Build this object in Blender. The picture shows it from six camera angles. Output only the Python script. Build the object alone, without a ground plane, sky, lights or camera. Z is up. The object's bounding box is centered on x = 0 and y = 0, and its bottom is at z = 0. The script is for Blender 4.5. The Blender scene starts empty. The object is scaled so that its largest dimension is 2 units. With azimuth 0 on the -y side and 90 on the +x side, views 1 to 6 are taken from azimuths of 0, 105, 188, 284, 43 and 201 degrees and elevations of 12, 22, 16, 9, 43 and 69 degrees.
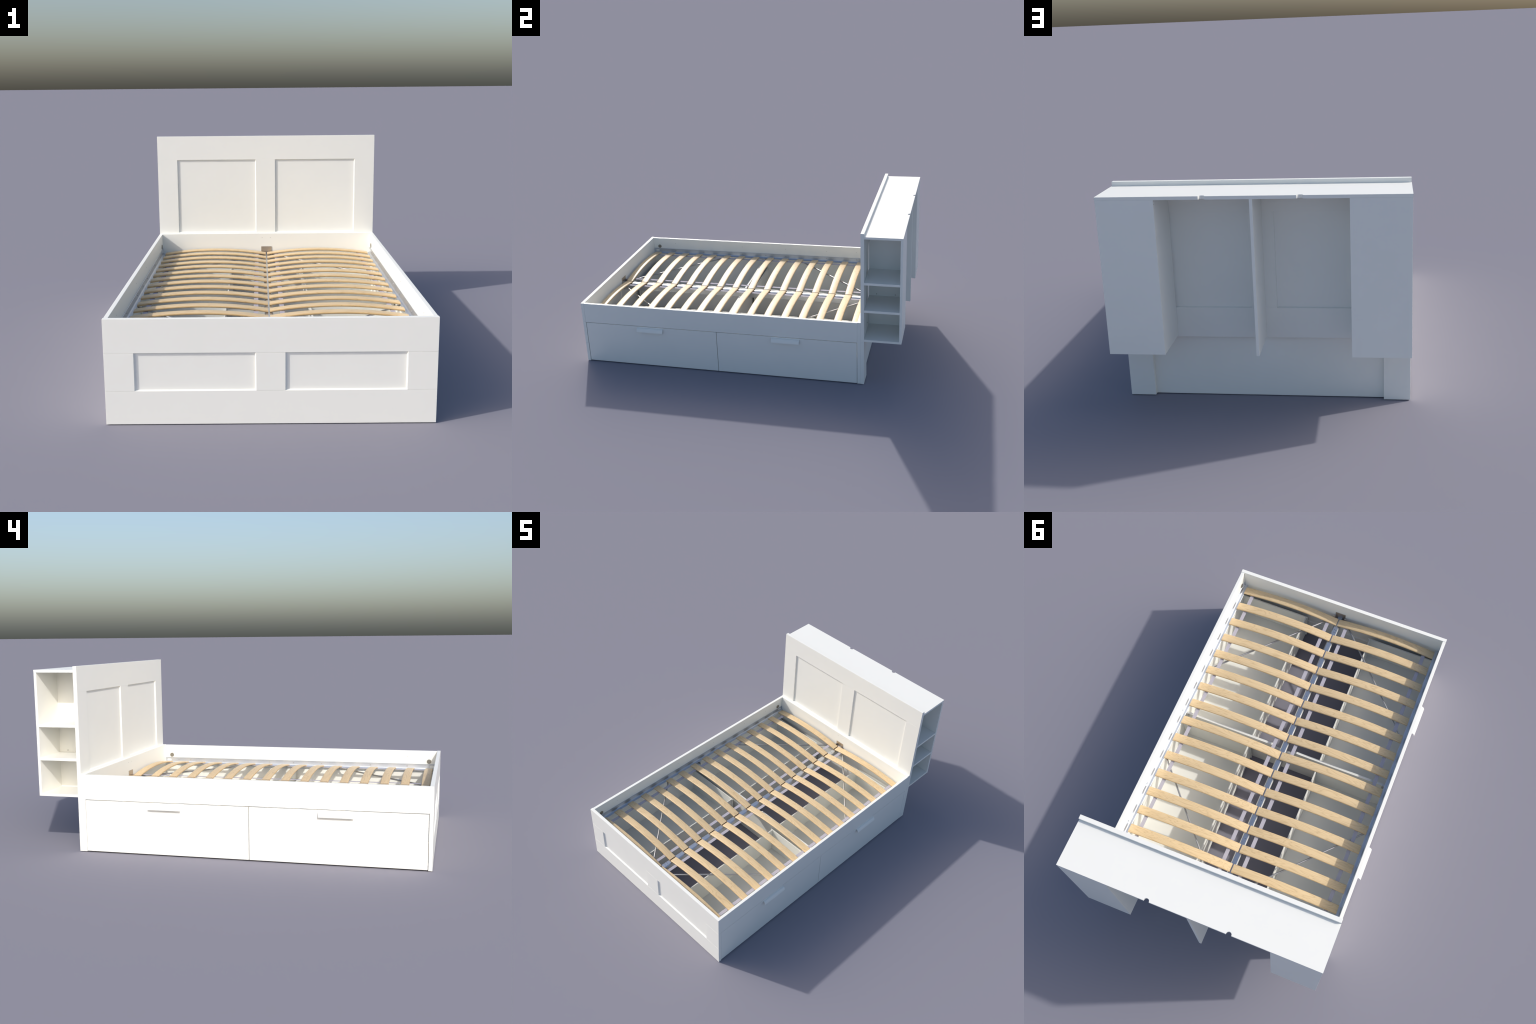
"""White storage bed: panelled footboard and headboard, four drawers with tab
handles, shelf cabinets behind the headboard, curved birch slats on a
galvanised mid beam.  Metres, z up, foot end at y = -1, cabinets at y = +1."""
import bpy, bmesh, math, random
from mathutils import Vector

random.seed(7)
COL = bpy.context.scene.collection

# ----------------------------------------------------------------- materials
def new_mat(name):
    m = bpy.data.materials.new(name)
    m.use_nodes = True
    nt = m.node_tree
    return m, nt, nt.nodes['Principled BSDF']

def node(nt, kind, **inputs):
    n = nt.nodes.new(kind)
    for k, v in inputs.items():
        n.inputs[k.replace('_', ' ')].default_value = v
    return n

def ramp(nt, src, stops):
    r = nt.nodes.new('ShaderNodeValToRGB')
    el = r.color_ramp.elements
    while len(el) < len(stops):
        el.new(0.5)
    for e, (p, c) in zip(el, stops):
        e.position = p
        e.color = (*c, 1)
    nt.links.new(src, r.inputs['Fac'])
    return r.outputs['Color']

def lacquer(name, base, rough=0.45, spec=0.5):
    """Foil-lacquered board: almost uniform, faint mottling only."""
    m, nt, b = new_mat(name)
    tc = nt.nodes.new('ShaderNodeTexCoord')
    no = node(nt, 'ShaderNodeTexNoise', Scale=9.0, Detail=3.0)
    nt.links.new(tc.outputs['Object'], no.inputs['Vector'])
    lo = tuple(c * 0.995 for c in base)
    hi = tuple(min(1, c * 1.004) for c in base)
    nt.links.new(ramp(nt, no.outputs['Fac'], [(0.35, lo), (0.65, hi)]), b.inputs['Base Color'])
    b.inputs['Roughness'].default_value = rough
    b.inputs['Specular IOR Level'].default_value = spec
    return m

def galvanised(name, base, rough):
    m, nt, b = new_mat(name)
    tc = nt.nodes.new('ShaderNodeTexCoord')
    vo = node(nt, 'ShaderNodeTexVoronoi', Scale=160.0)
    no = node(nt, 'ShaderNodeTexNoise', Scale=420.0, Detail=2.0)
    nt.links.new(tc.outputs['Object'], vo.inputs['Vector'])
    nt.links.new(tc.outputs['Object'], no.inputs['Vector'])
    lo = tuple(c * 0.95 for c in base)
    nt.links.new(ramp(nt, vo.outputs['Distance'], [(0.0, lo), (0.9, base)]), b.inputs['Base Color'])
    mr = node(nt, 'ShaderNodeMapRange')
    mr.inputs['To Min'].default_value = rough * 0.75
    mr.inputs['To Max'].default_value = rough * 1.3
    nt.links.new(no.outputs['Fac'], mr.inputs['Value'])
    nt.links.new(mr.outputs['Result'], b.inputs['Roughness'])
    b.inputs['Metallic'].default_value = 1.0
    bp = node(nt, 'ShaderNodeBump', Strength=0.03, Distance=0.0004)
    nt.links.new(no.outputs['Fac'], bp.inputs['Height'])
    nt.links.new(bp.outputs['Normal'], b.inputs['Normal'])
    return m

def birch(name, pale, mid, dark, edge=False):
    """Grain runs along the slat (object x), with stretched growth rings."""
    m, nt, b = new_mat(name)
    tc = nt.nodes.new('ShaderNodeTexCoord')
    oi = nt.nodes.new('ShaderNodeObjectInfo')
    ad = nt.nodes.new('ShaderNodeVectorMath')
    ad.operation = 'ADD'
    cx = nt.nodes.new('ShaderNodeCombineXYZ')
    mu = nt.nodes.new('ShaderNodeMath')
    mu.operation = 'MULTIPLY'
    mu.inputs[1].default_value = 37.0
    nt.links.new(oi.outputs['Random'], mu.inputs[0])
    for ax in 'XYZ':
        nt.links.new(mu.outputs[0], cx.inputs[ax])
    nt.links.new(tc.outputs['Object'], ad.inputs[0])
    nt.links.new(cx.outputs[0], ad.inputs[1])
    mp = nt.nodes.new('ShaderNodeMapping')
    mp.inputs['Scale'].default_value = (1.7, 14.0, 9.0)
    nt.links.new(ad.outputs[0], mp.inputs['Vector'])
    big = node(nt, 'ShaderNodeTexNoise', Scale=2.3, Detail=2.0, Distortion=0.8)
    nt.links.new(mp.outputs[0], big.inputs['Vector'])
    # growth rings: contour lines of the large noise
    fr = nt.nodes.new('ShaderNodeMath'); fr.operation = 'MULTIPLY'; fr.inputs[1].default_value = 9.0
    nt.links.new(big.outputs['Fac'], fr.inputs[0])
    pp = nt.nodes.new('ShaderNodeMath'); pp.operation = 'PINGPONG'; pp.inputs[1].default_value = 0.5
    nt.links.new(fr.outputs[0], pp.inputs[0])
    mp2 = nt.nodes.new('ShaderNodeMapping')
    mp2.inputs['Scale'].default_value = (5.0, 190.0, 60.0)
    nt.links.new(ad.outputs[0], mp2.inputs['Vector'])
    fine = node(nt, 'ShaderNodeTexNoise', Scale=3.0, Detail=4.0)
    nt.links.new(mp2.outputs[0], fine.inputs['Vector'])
    c1 = ramp(nt, pp.outputs[0], [(0.0, dark), (0.14, mid), (0.5, pale)])
    c2 = ramp(nt, fine.outputs['Fac'], [(0.3, mid), (0.6, pale)])
    mx = nt.nodes.new('ShaderNodeMix')
    mx.data_type = 'RGBA'
    mx.inputs['Factor'].default_value = 0.45
    nt.links.new(c1, mx.inputs['A'])
    nt.links.new(c2, mx.inputs['B'])
    nt.links.new(mx.outputs['Result'], b.inputs['Base Color'])
    b.inputs['Roughness'].default_value = 0.42
    return m

WHITE = lacquer('white_lacquer', (0.90, 0.905, 0.86), 0.42)
WHITE_IN = lacquer('white_drawer_foil', (0.88, 0.885, 0.835), 0.5)
METAL = galvanised('galvanised_steel', (0.64, 0.665, 0.70), 0.30)  # base cooled towards blue: sky reflection on the beam tinted into the colour
LEDGE = galvanised('brushed_ledge_steel', (0.60, 0.64, 0.70), 0.46)  # bluish base bakes in the sky mirrored along the ledges
METAL_ROD = galvanised('zinc_rod', (0.54, 0.54, 0.54), 0.48)
BRACKET = galvanised('bronze_zinc', (0.60, 0.55, 0.50), 0.38)
BOLT = galvanised('dark_zinc', (0.33, 0.32, 0.29), 0.50)
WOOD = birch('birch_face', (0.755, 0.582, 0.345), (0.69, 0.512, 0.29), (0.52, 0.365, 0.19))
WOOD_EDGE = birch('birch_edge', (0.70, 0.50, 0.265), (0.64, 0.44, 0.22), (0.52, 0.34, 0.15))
STRAP = lacquer('lilac_webbing', (0.445, 0.43, 0.485), 0.8, 0.2)
BURNT = lacquer('burnt_end_grain', (0.26, 0.165, 0.105), 0.8, 0.2)
HOLE = lacquer('dark_hole', (0.05, 0.05, 0.05), 0.9, 0.1)

# ------------------------------------------------------------------- helpers
def finish(name, bm, mats, parent=None, smooth=None):
    me = bpy.data.meshes.new(name)
    bmesh.ops.recalc_face_normals(bm, faces=bm.faces)
    bm.to_mesh(me)
    bm.free()
    for m in (mats if isinstance(mats, (list, tuple)) else [mats]):
        me.materials.append(m)
    if smooth is not None:
        me.shade_smooth()
        me.set_sharp_from_angle(angle=math.radians(smooth))
    ob = bpy.data.objects.new(name, me)
    COL.objects.link(ob)
    if parent is not None:
        ob.parent = parent
    return ob

def add_box(bm, x0, x1, y0, y1, z0, z1, bevel=0.0008):
    r = bmesh.ops.create_cube(bm, size=1.0)
    vs = r['verts']
    for v in vs:
        v.co = Vector(((x0 + x1) / 2 + v.co.x * (x1 - x0),
                       (y0 + y1) / 2 + v.co.y * (y1 - y0),
                       (z0 + z1) / 2 + v.co.z * (z1 - z0)))
    if bevel:
        es = list({e for v in vs for e in v.link_edges})
        bmesh.ops.bevel(bm, geom=es, offset=bevel, segments=2, affect='EDGES', profile=0.5)

def boards(name, boxes, mat, parent, bevel=0.0008):
    bm = bmesh.new()
    for b in boxes:
        x0, x1, y0, y1, z0, z1 = b
        add_box(bm, min(x0, x1), max(x0, x1), y0, y1, z0, z1, bevel)
    return finish(name, bm, mat, parent)

def ring(bm, rings, caps=True):
    """Skin equal-length vertex rings into a tube."""
    vv = [[bm.verts.new(p) for p in r] for r in rings]
    n = len(vv[0])
    faces = []
    for a, b in zip(vv, vv[1:]):
        for i in range(n):
            faces.append(bm.faces.new((a[i], a[(i + 1) % n], b[(i + 1) % n], b[i])))
    if caps:
        bm.faces.new(list(reversed(vv[0])))
        bm.faces.new(vv[-1])
    return faces

def add_disc(bm, c, axis, r, depth, seg=20):
    """Short cylinder centred at c along 'x', 'y' or 'z'."""
    rings = []
    for t, rr in ((-0.5, r), (0.3, r), (0.5, r * 0.85)):
        pts = []
        for i in range(seg):
            a = 2 * math.pi * i / seg
            u, w, h = rr * math.cos(a), rr * math.sin(a), t * depth
            p = {'x': (h, u, w), 'y': (u, h, w), 'z': (u, w, h)}[axis]
            pts.append(Vector(c) + Vector(p))
        rings.append(pts)
    ring(bm, rings)

def rect(x0, x1, z0, z1, y):
    return [Vector((x0, y, z0)), Vector((x1, y, z0)), Vector((x1, y, z1)), Vector((x0, y, z1))]

def inset_panel(name, x0, x1, z0, z1, front, back, depth, slope, mat, parent,
                back_depth=0.0, back_x=(None, None)):
    """Infill panel: chamfered border falling from the frame face to a sunk field."""
    bm = bmesh.new()
    e = 0.0004
    rs = [rect(x0 + slope, x1 - slope, z0 + slope, z1 - slope, front + depth),
          rect(x0, x1, z0, z1, front + e)]
    if back_depth:
        bx0 = back_x[0] if back_x[0] is not None else x0
        bx1 = back_x[1] if back_x[1] is not None else x1
        rs.append(rect(x0, x1, z0, z1, back - e))
        rs.append(rect(bx0, bx1, z0, z1, back - e))
        s = slope * 0.4
        rs.append(rect(bx0 + s, bx1 - s, z0 + s, z1 - s, back - back_depth))
    else:
        rs.append(rect(x0, x1, z0, z1, back))
    ring(bm, rs)
    return finish(name, bm, mat, parent)

# ---------------------------------------------------------------- dimensions
X_OUT, X_IN = 0.606, 0.589           # side rail faces
FOOT_Y0, FOOT_Y1 = -1.0, -0.981      # footboard thickness
END_Y0, END_Y1 = 0.744, 0.764        # bed end board
HB_Y0, HB_Y1 = 0.7642, 0.784         # headboard thickness
RAIL_Z0, RAIL_Z1 = 0.2725, 0.4005
BED_TOP = 0.402
MID = -0.0025                        # middle stile of the headboard sits off centre

bed = bpy.data.objects.new('storage_bed', None)
COL.objects.link(bed)
bed['label'] = 'white panelled bed with drawers, birch slats and shelf headboard'
bed['category'] = 'bed'

# ------------------------------------------------------------------ footboard
FX = 0.607
zs1, zs2 = 0.1285, 0.2737
JOINT = 0.0005                       # hairline gap between frame members
foot = boards('footboard', [
    (-FX, FX, FOOT_Y0, FOOT_Y1, zs2, BED_TOP),
    (-FX, FX, FOOT_Y0, FOOT_Y1, 0.0, zs1),
    (-FX, -0.498, FOOT_Y0, FOOT_Y1, zs1 + JOINT, zs2 - JOINT),
    (0.498, FX, FOOT_Y0, FOOT_Y1, zs1 + JOINT, zs2 - JOINT),
    (-0.0535, 0.0535, FOOT_Y0, FOOT_Y1, zs1 + JOINT, zs2 - JOINT)], WHITE, bed, 0.0006)
for a, b in ((-0.498, -0.0535), (0.0535, 0.498)):
    inset_panel('recessed_panel', a, b, zs1, zs2, FOOT_Y0, FOOT_Y1, 0.0075, 0.0036, WHITE, foot, 0.007)

# ------------------------------------------------------------------ side rails
def side(s):
    rail = boards('side_rail', [(s * X_IN, s * X_OUT, FOOT_Y1, END_Y0, RAIL_Z0, RAIL_Z1)], WHITE, bed, 0.001)
    # galvanised L ledge carrying the slat ends
    bm = bmesh.new()
    # upright flange, generous inner bend, short shelf with a rolled lip
    prof = [(0.5885, 0.2865), (0.5885, 0.3205), (0.5870, 0.3215), (0.5858, 0.3205),
            (0.5858, 0.2965), (0.5848, 0.2930), (0.5822, 0.2905), (0.5785, 0.2896),
            (0.5690, 0.2894), (0.5680, 0.2885), (0.5690, 0.2865)]
    ya, yb = -0.978, 0.7405
    ring(bm, [[Vector((s * x, y, z)) for x, z in prof] for y in (ya, yb)])
    ledge = finish('support_ledge', bm, LEDGE, rail, 35)
    # slotted plates at both ledge ends (pale oval) and screw heads
    bm = bmesh.new()
    for y in (0.715, -0.952):
        n = 24
        for k in range(1):
            rr = []
            for h in (0.0, 0.0006):
                pts = []
                for i in range(n):
                    a = 2 * math.pi * i / n
                    dy = 0.007 * (1 if math.cos(a) > 0 else -1) + 0.0065 * math.cos(a)
                    pts.append(Vector((s * (0.5858 - h), y + dy, 0.3055 + 0.0065 * math.sin(a))))
                rr.append(pts)
            ring(bm, rr)
    finish('ledge_slot', bm, WHITE, rail)
    bm = bmesh.new()
    for y in (0.650, 0.5696, 0.3475, 0.047, -0.105, -0.283, -0.5833, -0.806):
        add_disc(bm, (s * 0.5848, y, 0.3077), 'x', 0.0034, 0.003, 14)
        add_disc(bm, (s * 0.577, y + 0.012, 0.2898), 'z', 0.0024, 0.002, 12)
    o = finish('ledge_screw', bm, METAL_ROD, rail, 40)
    o['kind'] = 'stuff'
    bm = bmesh.new()
    for y in (0.5675, 0.3498, 0.0468, -0.2835, -0.8059):
        add_disc(bm, (s * (X_IN - 0.0001), y, 0.363), 'x', 0.0013, 0.0006, 10)
    o = finish('peg_hole', bm, HOLE, rail)
    o['kind'] = 'stuff'
    for y in (0.6977, -0.9345):
        bm = bmesh.new()
        sx = X_IN - 0.0012
        add_disc(bm, (s * sx, y, 0.337), 'x', 0.0128, 0.004, 28)
        # cross slot of the fitting
        add_box(bm, s * (sx - 0.0024) - 0.0006, s * (sx - 0.0024) + 0.0006, y - 0.0012, y + 0.0012, 0.330, 0.344, 0)
        add_box(bm, s * (sx - 0.0023) - 0.0006, s * (sx - 0.0023) + 0.0006, y - 0.007, y + 0.007, 0.3358, 0.3382, 0)
        finish('cam_bolt', bm, BOLT, rail, 40)
side(1)
side(-1)

# ---------------------------------------------------------------- bed end board
end = boards('head_end_board', [(-0.6045, 0.6045, END_Y0, END_Y1, 0.0005, BED_TOP)], WHITE, bed)
bm = bmesh.new()
for x in (-0.0235, 0.0225):
    add_disc(bm, (x, END_Y0 + 0.0001, 0.3776), 'y', 0.0013, 0.0006, 10)
finish('peg_hole', bm, HOLE, end)
for s in (1, -1):
    boards('leg', [(s * 0.495, s * 0.605, END_Y1 + 0.0002, HB_Y1, 0.0, 0.2757)], WHITE, bed)

# ------------------------------------------------------------------- headboard
hz0, hz1, hz2, hz3 = 0.2758, 0.4075, 0.8190, 0.9493
HX = 0.605
hl, hr = MID - 0.0535, MID + 0.0535
head = boards('headboard', [
    (-HX, HX, HB_Y0, HB_Y1, hz2, hz3),
    (-HX, HX, HB_Y0, HB_Y1, hz0, hz1),
    (-HX, -0.496, HB_Y0, HB_Y1, hz1, hz2),
    (0.497, HX, HB_Y0, HB_Y1, hz1, hz2),
    (hl, hr, HB_Y0, HB_Y1, hz1, hz2)], WHITE, bed, 0.0005)
inset_panel('recessed_panel', -0.496, hl, hz1, hz2, HB_Y0, HB_Y1, 0.0075, 0.0036, WHITE, head,
            0.008)
inset_panel('recessed_panel', hr, 0.497, hz1, hz2, HB_Y0, HB_Y1, 0.0075, 0.0036, WHITE, head,
            0.008)

# ------------------------------------------------------- cabinets behind it
CX0, CX1, CZ0, CZ1 = 0.374, 0.605, 0.2828, 0.9178
for s in (1, -1):
    cab = boards('shelf_cabinet', [
        (s * CX0, s * CX1, 0.9862, 1.0, CZ0, CZ1),
        (s * CX0, s * (CX0 + 0.0122), HB_Y1 + 0.0003, 0.9862, CZ0, CZ1),
        (s * (CX0 + 0.0122), s * CX1, HB_Y1 + 0.0003, 0.9862, CZ0, 0.2956)], WHITE, bed, 0.0004)
    for z0, z1 in ((0.6405, 0.6543), (0.4686, 0.4826)):
        boards('shelf', [(s * (CX0 + 0.0122), s * (CX1 - 0.0005), HB_Y1 + 0.0003, 0.9862, z0, z1)], WHITE, cab, 0.0005)
    bm = bmesh.new()
    for y, z in ((0.8296, 0.4936), (0.9392, 0.4936)):
        add_disc(bm, (s * (CX0 + 0.0124), y, z), 'x', 0.0022, 0.0008, 12)
    for z in (0.913, 0.900):
        add_disc(bm, (s * (CX0 - 0.0001), 0.992, z), 'x', 0.0012, 0.0006, 10)
    add_disc(bm, (s * 0.472, HB_Y1 + 0.0006, 0.3435), 'y', 0.003, 0.0008, 12)
    o = finish('peg_hole', bm, HOLE, cab)
    o['kind'] = 'stuff'
boards('centre_divider', [(-0.0083, 0.0036, HB_Y1 + 0.0003, 0.9995, CZ0, CZ1)], WHITE, bed, 0.0005)

# top board with two cable notches in its rear edge
bm = bmesh.new()
TX, ty0, ty1 = 0.606, HB_Y1 + 0.0003, 1.0
outline = [(-TX, ty0), (TX, ty0), (TX, ty1)]
for cx in (0.1855, -0.1892):
    r = 0.0125
    for i in range(15):
        a = math.pi * i / 14
        outline.append((cx + r * math.cos(a), ty1 - 0.0015 - r * math.sin(a)))
        if i == 0:
            outline.insert(-1, (cx + r, ty1))
        if i == 14:
            outline.append((cx - r, ty1))
outline.append((-TX, ty1))
ring(bm, [[Vector((x, y, z)) for x, y in outline] for z in (0.9180, 0.9313)])
finish('top_board', bm, WHITE, bed)

# --------------------------------------------------------------------- drawers
def handle_mesh():
    """Bent tab pull: leaves the front at the top and curls outwards."""
    bm = bmesh.new()
    prof = [(0.000, 0.2625), (0.004, 0.2622), (0.0085, 0.2600), (0.0125, 0.2560), (0.0155, 0.2495),
            (0.0180, 0.2430), (0.0188, 0.2375), (0.0180, 0.2355), (0.0166, 0.2360), (0.0160, 0.2410),
            (0.0145, 0.2475), (0.0105, 0.2535), (0.0065, 0.2575), (0.003, 0.2592), (0.000, 0.2595)]
    half = 0.0855
    ring(bm, [[Vector((x, y * half, z)) for x, z in prof] for y in (-1, -0.985, 0.985, 1)])
    me = bpy.data.meshes.new('handle')
    bmesh.ops.recalc_face_normals(bm, faces=bm.faces)
    bm.to_mesh(me)
    bm.free()
    me.materials.append(WHITE)
    me.shade_smooth()
    me.set_sharp_from_angle(angle=math.radians(40))
    return me

HM = handle_mesh()
FACE, D_IN = 0.605, 0.593                          # drawer front faces
DT = 0.0070                                        # drawer board thickness
def drawer(s, y0, y1):
    mid = (y0 + y1) / 2
    d = boards('drawer', [(s * D_IN, s * FACE, y0, y1, 0.0035, 0.2692)], WHITE, bed, 0.0008)
    h = bpy.data.objects.new('handle', HM)
    COL.objects.link(h)
    h.parent = d
    h.location = (s * (FACE - 0.0002), mid + 0.0008, 0)
    h.scale = (s, 1, 1)
    ya, yb = mid - 0.4095, mid + 0.4095            # side boards
    top = 0.2100
    boards('drawer_box', [
        (s * 0.187, s * (D_IN - 0.0003), ya, ya + DT, 0.021, top + 0.001),
        (s * 0.187, s * (D_IN - 0.0003), yb - DT, yb, 0.021, top + 0.001),
        (s * 0.1935, s * (0.1935 + DT), ya + DT, yb - DT, 0.021, top),
        (s * (0.1935 + DT), s * (D_IN - 0.0003), ya + DT, yb - DT, 0.0305, 0.0345)], WHITE_IN, d, 0.0008)
for s in (1, -1):
    drawer(s, -0.9785, -0.1195)
    drawer(s, -0.1165, 0.7420)

# ------------------------------------- cross partition between the drawers
def partition_top(x):
    """Level board whose top dips under the mid beam."""
    t = min(1.0, max(0.0, (abs(x) - 0.042) / 0.030))
    return 0.236 + 0.034 * (t * t * (3 - 2 * t))
xs = [-0.588, -0.30, -0.10] + [-0.075 + 0.0025 * i for i in range(61)] + [0.10, 0.30, 0.588]
top_line = [(x, partition_top(x)) for x in xs]
bm = bmesh.new()
outline = [(-0.588, 0.004)] + top_line + [(0.588, 0.004)]
def part_ring(y, k):
    return [Vector((x, y, z - (k if z > 0.1 else -k))) for x, z in outline]
ring(bm, [part_ring(-0.1245, 0.0008), part_ring(-0.1237, 0), part_ring(-0.1123, 0), part_ring(-0.1115, 0.0008)])
part = finish('drawer_partition', bm, WHITE_IN, bed)
for s in (1, -1):
    boards('partition_bracket', [
        (s * 0.556, s * 0.587, -0.1105, -0.104, 0.250, 0.2875),
        (s * 0.583, s * 0.588, -0.130, -0.095, 0.255, 0.285)], METAL_ROD, part, 0.0005)
    # cleat closing the slot between the footboard and the drawer side
    boards('foot_cleat', [(s * 0.187, s * 0.588, FOOT_Y1 + 0.0003, -0.9600, 0.020, 0.034)], WHITE_IN, bed, 0.0005)

# -------------------------------------------------------------------- mid beam
bm = bmesh.new()
BW, BT, BB = 0.0175, 0.2890, 0.2405
prof = []
for sx in (-1, 1):                       # left side upwards, then right side downwards
    side_pts = [(sx * (BW - 0.002), BB), (sx * BW, BB + 0.002), (sx * BW, BT - 0.0055), (sx * (BW - 0.0055), BT)]
    prof += side_pts if sx < 0 else side_pts[::-1]
ring(bm, [[Vector((x, y, z)) for x, z in prof] for y in (-0.979, 0.742)])
beam = finish('mid_beam', bm, METAL, bed, 30)
bm = bmesh.new()
for x, y in ((-0.006, -0.891), (-0.006, -0.875), (0.004, -0.875), (0.004, -0.892),
             (-0.006, 0.652), (0.004, 0.652), (-0.002, 0.2055), (-0.002, -0.4433), (-0.002, -0.607), (-0.002, 0.43)):
    add_disc(bm, (x, y, BT + 0.0001), 'z', 0.0019, 0.0006, 10)
o = finish('beam_hole', bm, HOLE, beam)
o['kind'] = 'stuff'

for y0, dy in ((-0.9805, 1), (0.7435, -1)):
    bm = bmesh.new()
    def slab(x0, x1, a, b, z0, z1):
        ys = sorted((y0 + dy * a, y0 + dy * b))
        add_box(bm, x0, x1, ys[0], ys[1], z0, z1, 0.0004)
    slab(-0.0295, 0.0295, 0.0, 0.0025, 0.262, 0.3285)       # wall plate
    slab(-0.0295, -0.0270, 0.0, 0.017, 0.262, 0.3020)       # ears
    slab(0.0270, 0.0295, 0.0, 0.017, 0.262, 0.3020)
    slab(-0.037, -0.0290, 0.0, 0.012, 0.275, 0.2960)
    slab(0.0290, 0.037, 0.0, 0.012, 0.275, 0.2960)
    finish('beam_bracket', bm, BRACKET, bed)

# ----------------------------------------------------------------------- slats
S0, S1 = 0.0036, 0.5685                # inner and outer end
Z_END, RISE, TH, WID = 0.2893, 0.0230, 0.0096, 0.0458
def arch(x):
    c, h = (S0 + S1) / 2, (S1 - S0) / 2
    return Z_END + RISE * (1 - ((x - c) / h) ** 2)

def slat_mesh(s):
    bm = bmesh.new()
    w, t, r = WID / 2, TH, 0.0030
    sec = [(-w + r, 0), (w - r, 0), (w, r), (w, t - r), (w - r * 0.7, t - r * 0.25), (w - r * 1.6, t),
           (-w + r * 1.6, t), (-w + r * 0.7, t - r * 0.25), (-w, t - r), (-w, r)]
    N = 36
    rs = []
    for i in range(N + 1):
        x = S0 + (S1 - S0) * i / N
        z = arch(x)
        rs.append([Vector((s * x, y, z + h)) for y, h in sec])
    ring(bm, rs)
    bmesh.ops.recalc_face_normals(bm, faces=bm.faces)
    for f in bm.faces:
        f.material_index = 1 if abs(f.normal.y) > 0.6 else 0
        if len(f.verts) > 4:              # sawn ends: dark on the beam side
            f.material_index = 2 if abs(f.calc_center_median().x) < 0.1 else 1
    me = bpy.data.meshes.new('slat')
    bm.to_mesh(me)
    bm.free()
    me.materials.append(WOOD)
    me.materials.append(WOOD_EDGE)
    me.materials.append(BURNT)
    me.shade_smooth()
    me.set_sharp_from_angle(angle=math.radians(40))
    return me

SLAT_Y = [-0.9384 + 0.10973 * k for k in range(16)]
for s in (1, -1):
    me = slat_mesh(s)
    for y in SLAT_Y:
        o = bpy.data.objects.new('slat', me)
        COL.objects.link(o)
        o.parent = bed
        o.location = (0, y, random.uniform(-0.0002, 0.0002))

# webbing straps stapled under the slats
for x in (-0.516, -0.055, 0.055, 0.516):
    z = arch(abs(x)) - 0.0012
    bm = bmesh.new()
    rs = []
    for i in range(61):
        y = SLAT_Y[0] - 0.012 + (SLAT_Y[-1] - SLAT_Y[0] + 0.024) * i / 60
        sag = 0.0012 * (0.5 - 0.5 * math.cos(2 * math.pi * (y - SLAT_Y[0]) / 0.10973))
        rs.append([Vector((x + dx, y, z - sag + dz)) for dx, dz in
                   ((-0.0098, -0.0006), (0.0098, -0.0006), (0.0098, 0.0006), (-0.0098, 0.0006))])
    ring(bm, rs)
    finish('webbing_strap', bm, STRAP, bed, 40)

# diagonal braces from the rails to the beam ends
def rod(a, b, r=0.0047, seg=12):
    a, b = Vector(a), Vector(b)
    d = (b - a).normalized()
    u = d.cross(Vector((0, 0, 1))).normalized()
    w = u.cross(d)
    rs = []
    L = (b - a).length
    # flattened, flared ends
    for t, ru, rw in ((0, 1.3, 0.3), (0.03, 1.3, 0.35), (0.05, 1, 1), (0.95, 1, 1), (0.97, 1.3, 0.35), (1, 1.3, 0.3)):
        p = a + d * L * t
        rs.append([p + u * (r * ru * math.cos(2 * math.pi * i / seg)) + w * (r * rw * math.sin(2 * math.pi * i / seg))
                   for i in range(seg)])
    bm = bmesh.new()
    ring(bm, rs)
    return finish('brace_rod', bm, METAL_ROD, bed, 50)
for s in (1, -1):
    rod((s * 0.570, -0.392, 0.2835), (s * 0.036, -0.966, 0.2835))
    rod((s * 0.570, 0.161, 0.2835), (s * 0.036, 0.735, 0.2835))
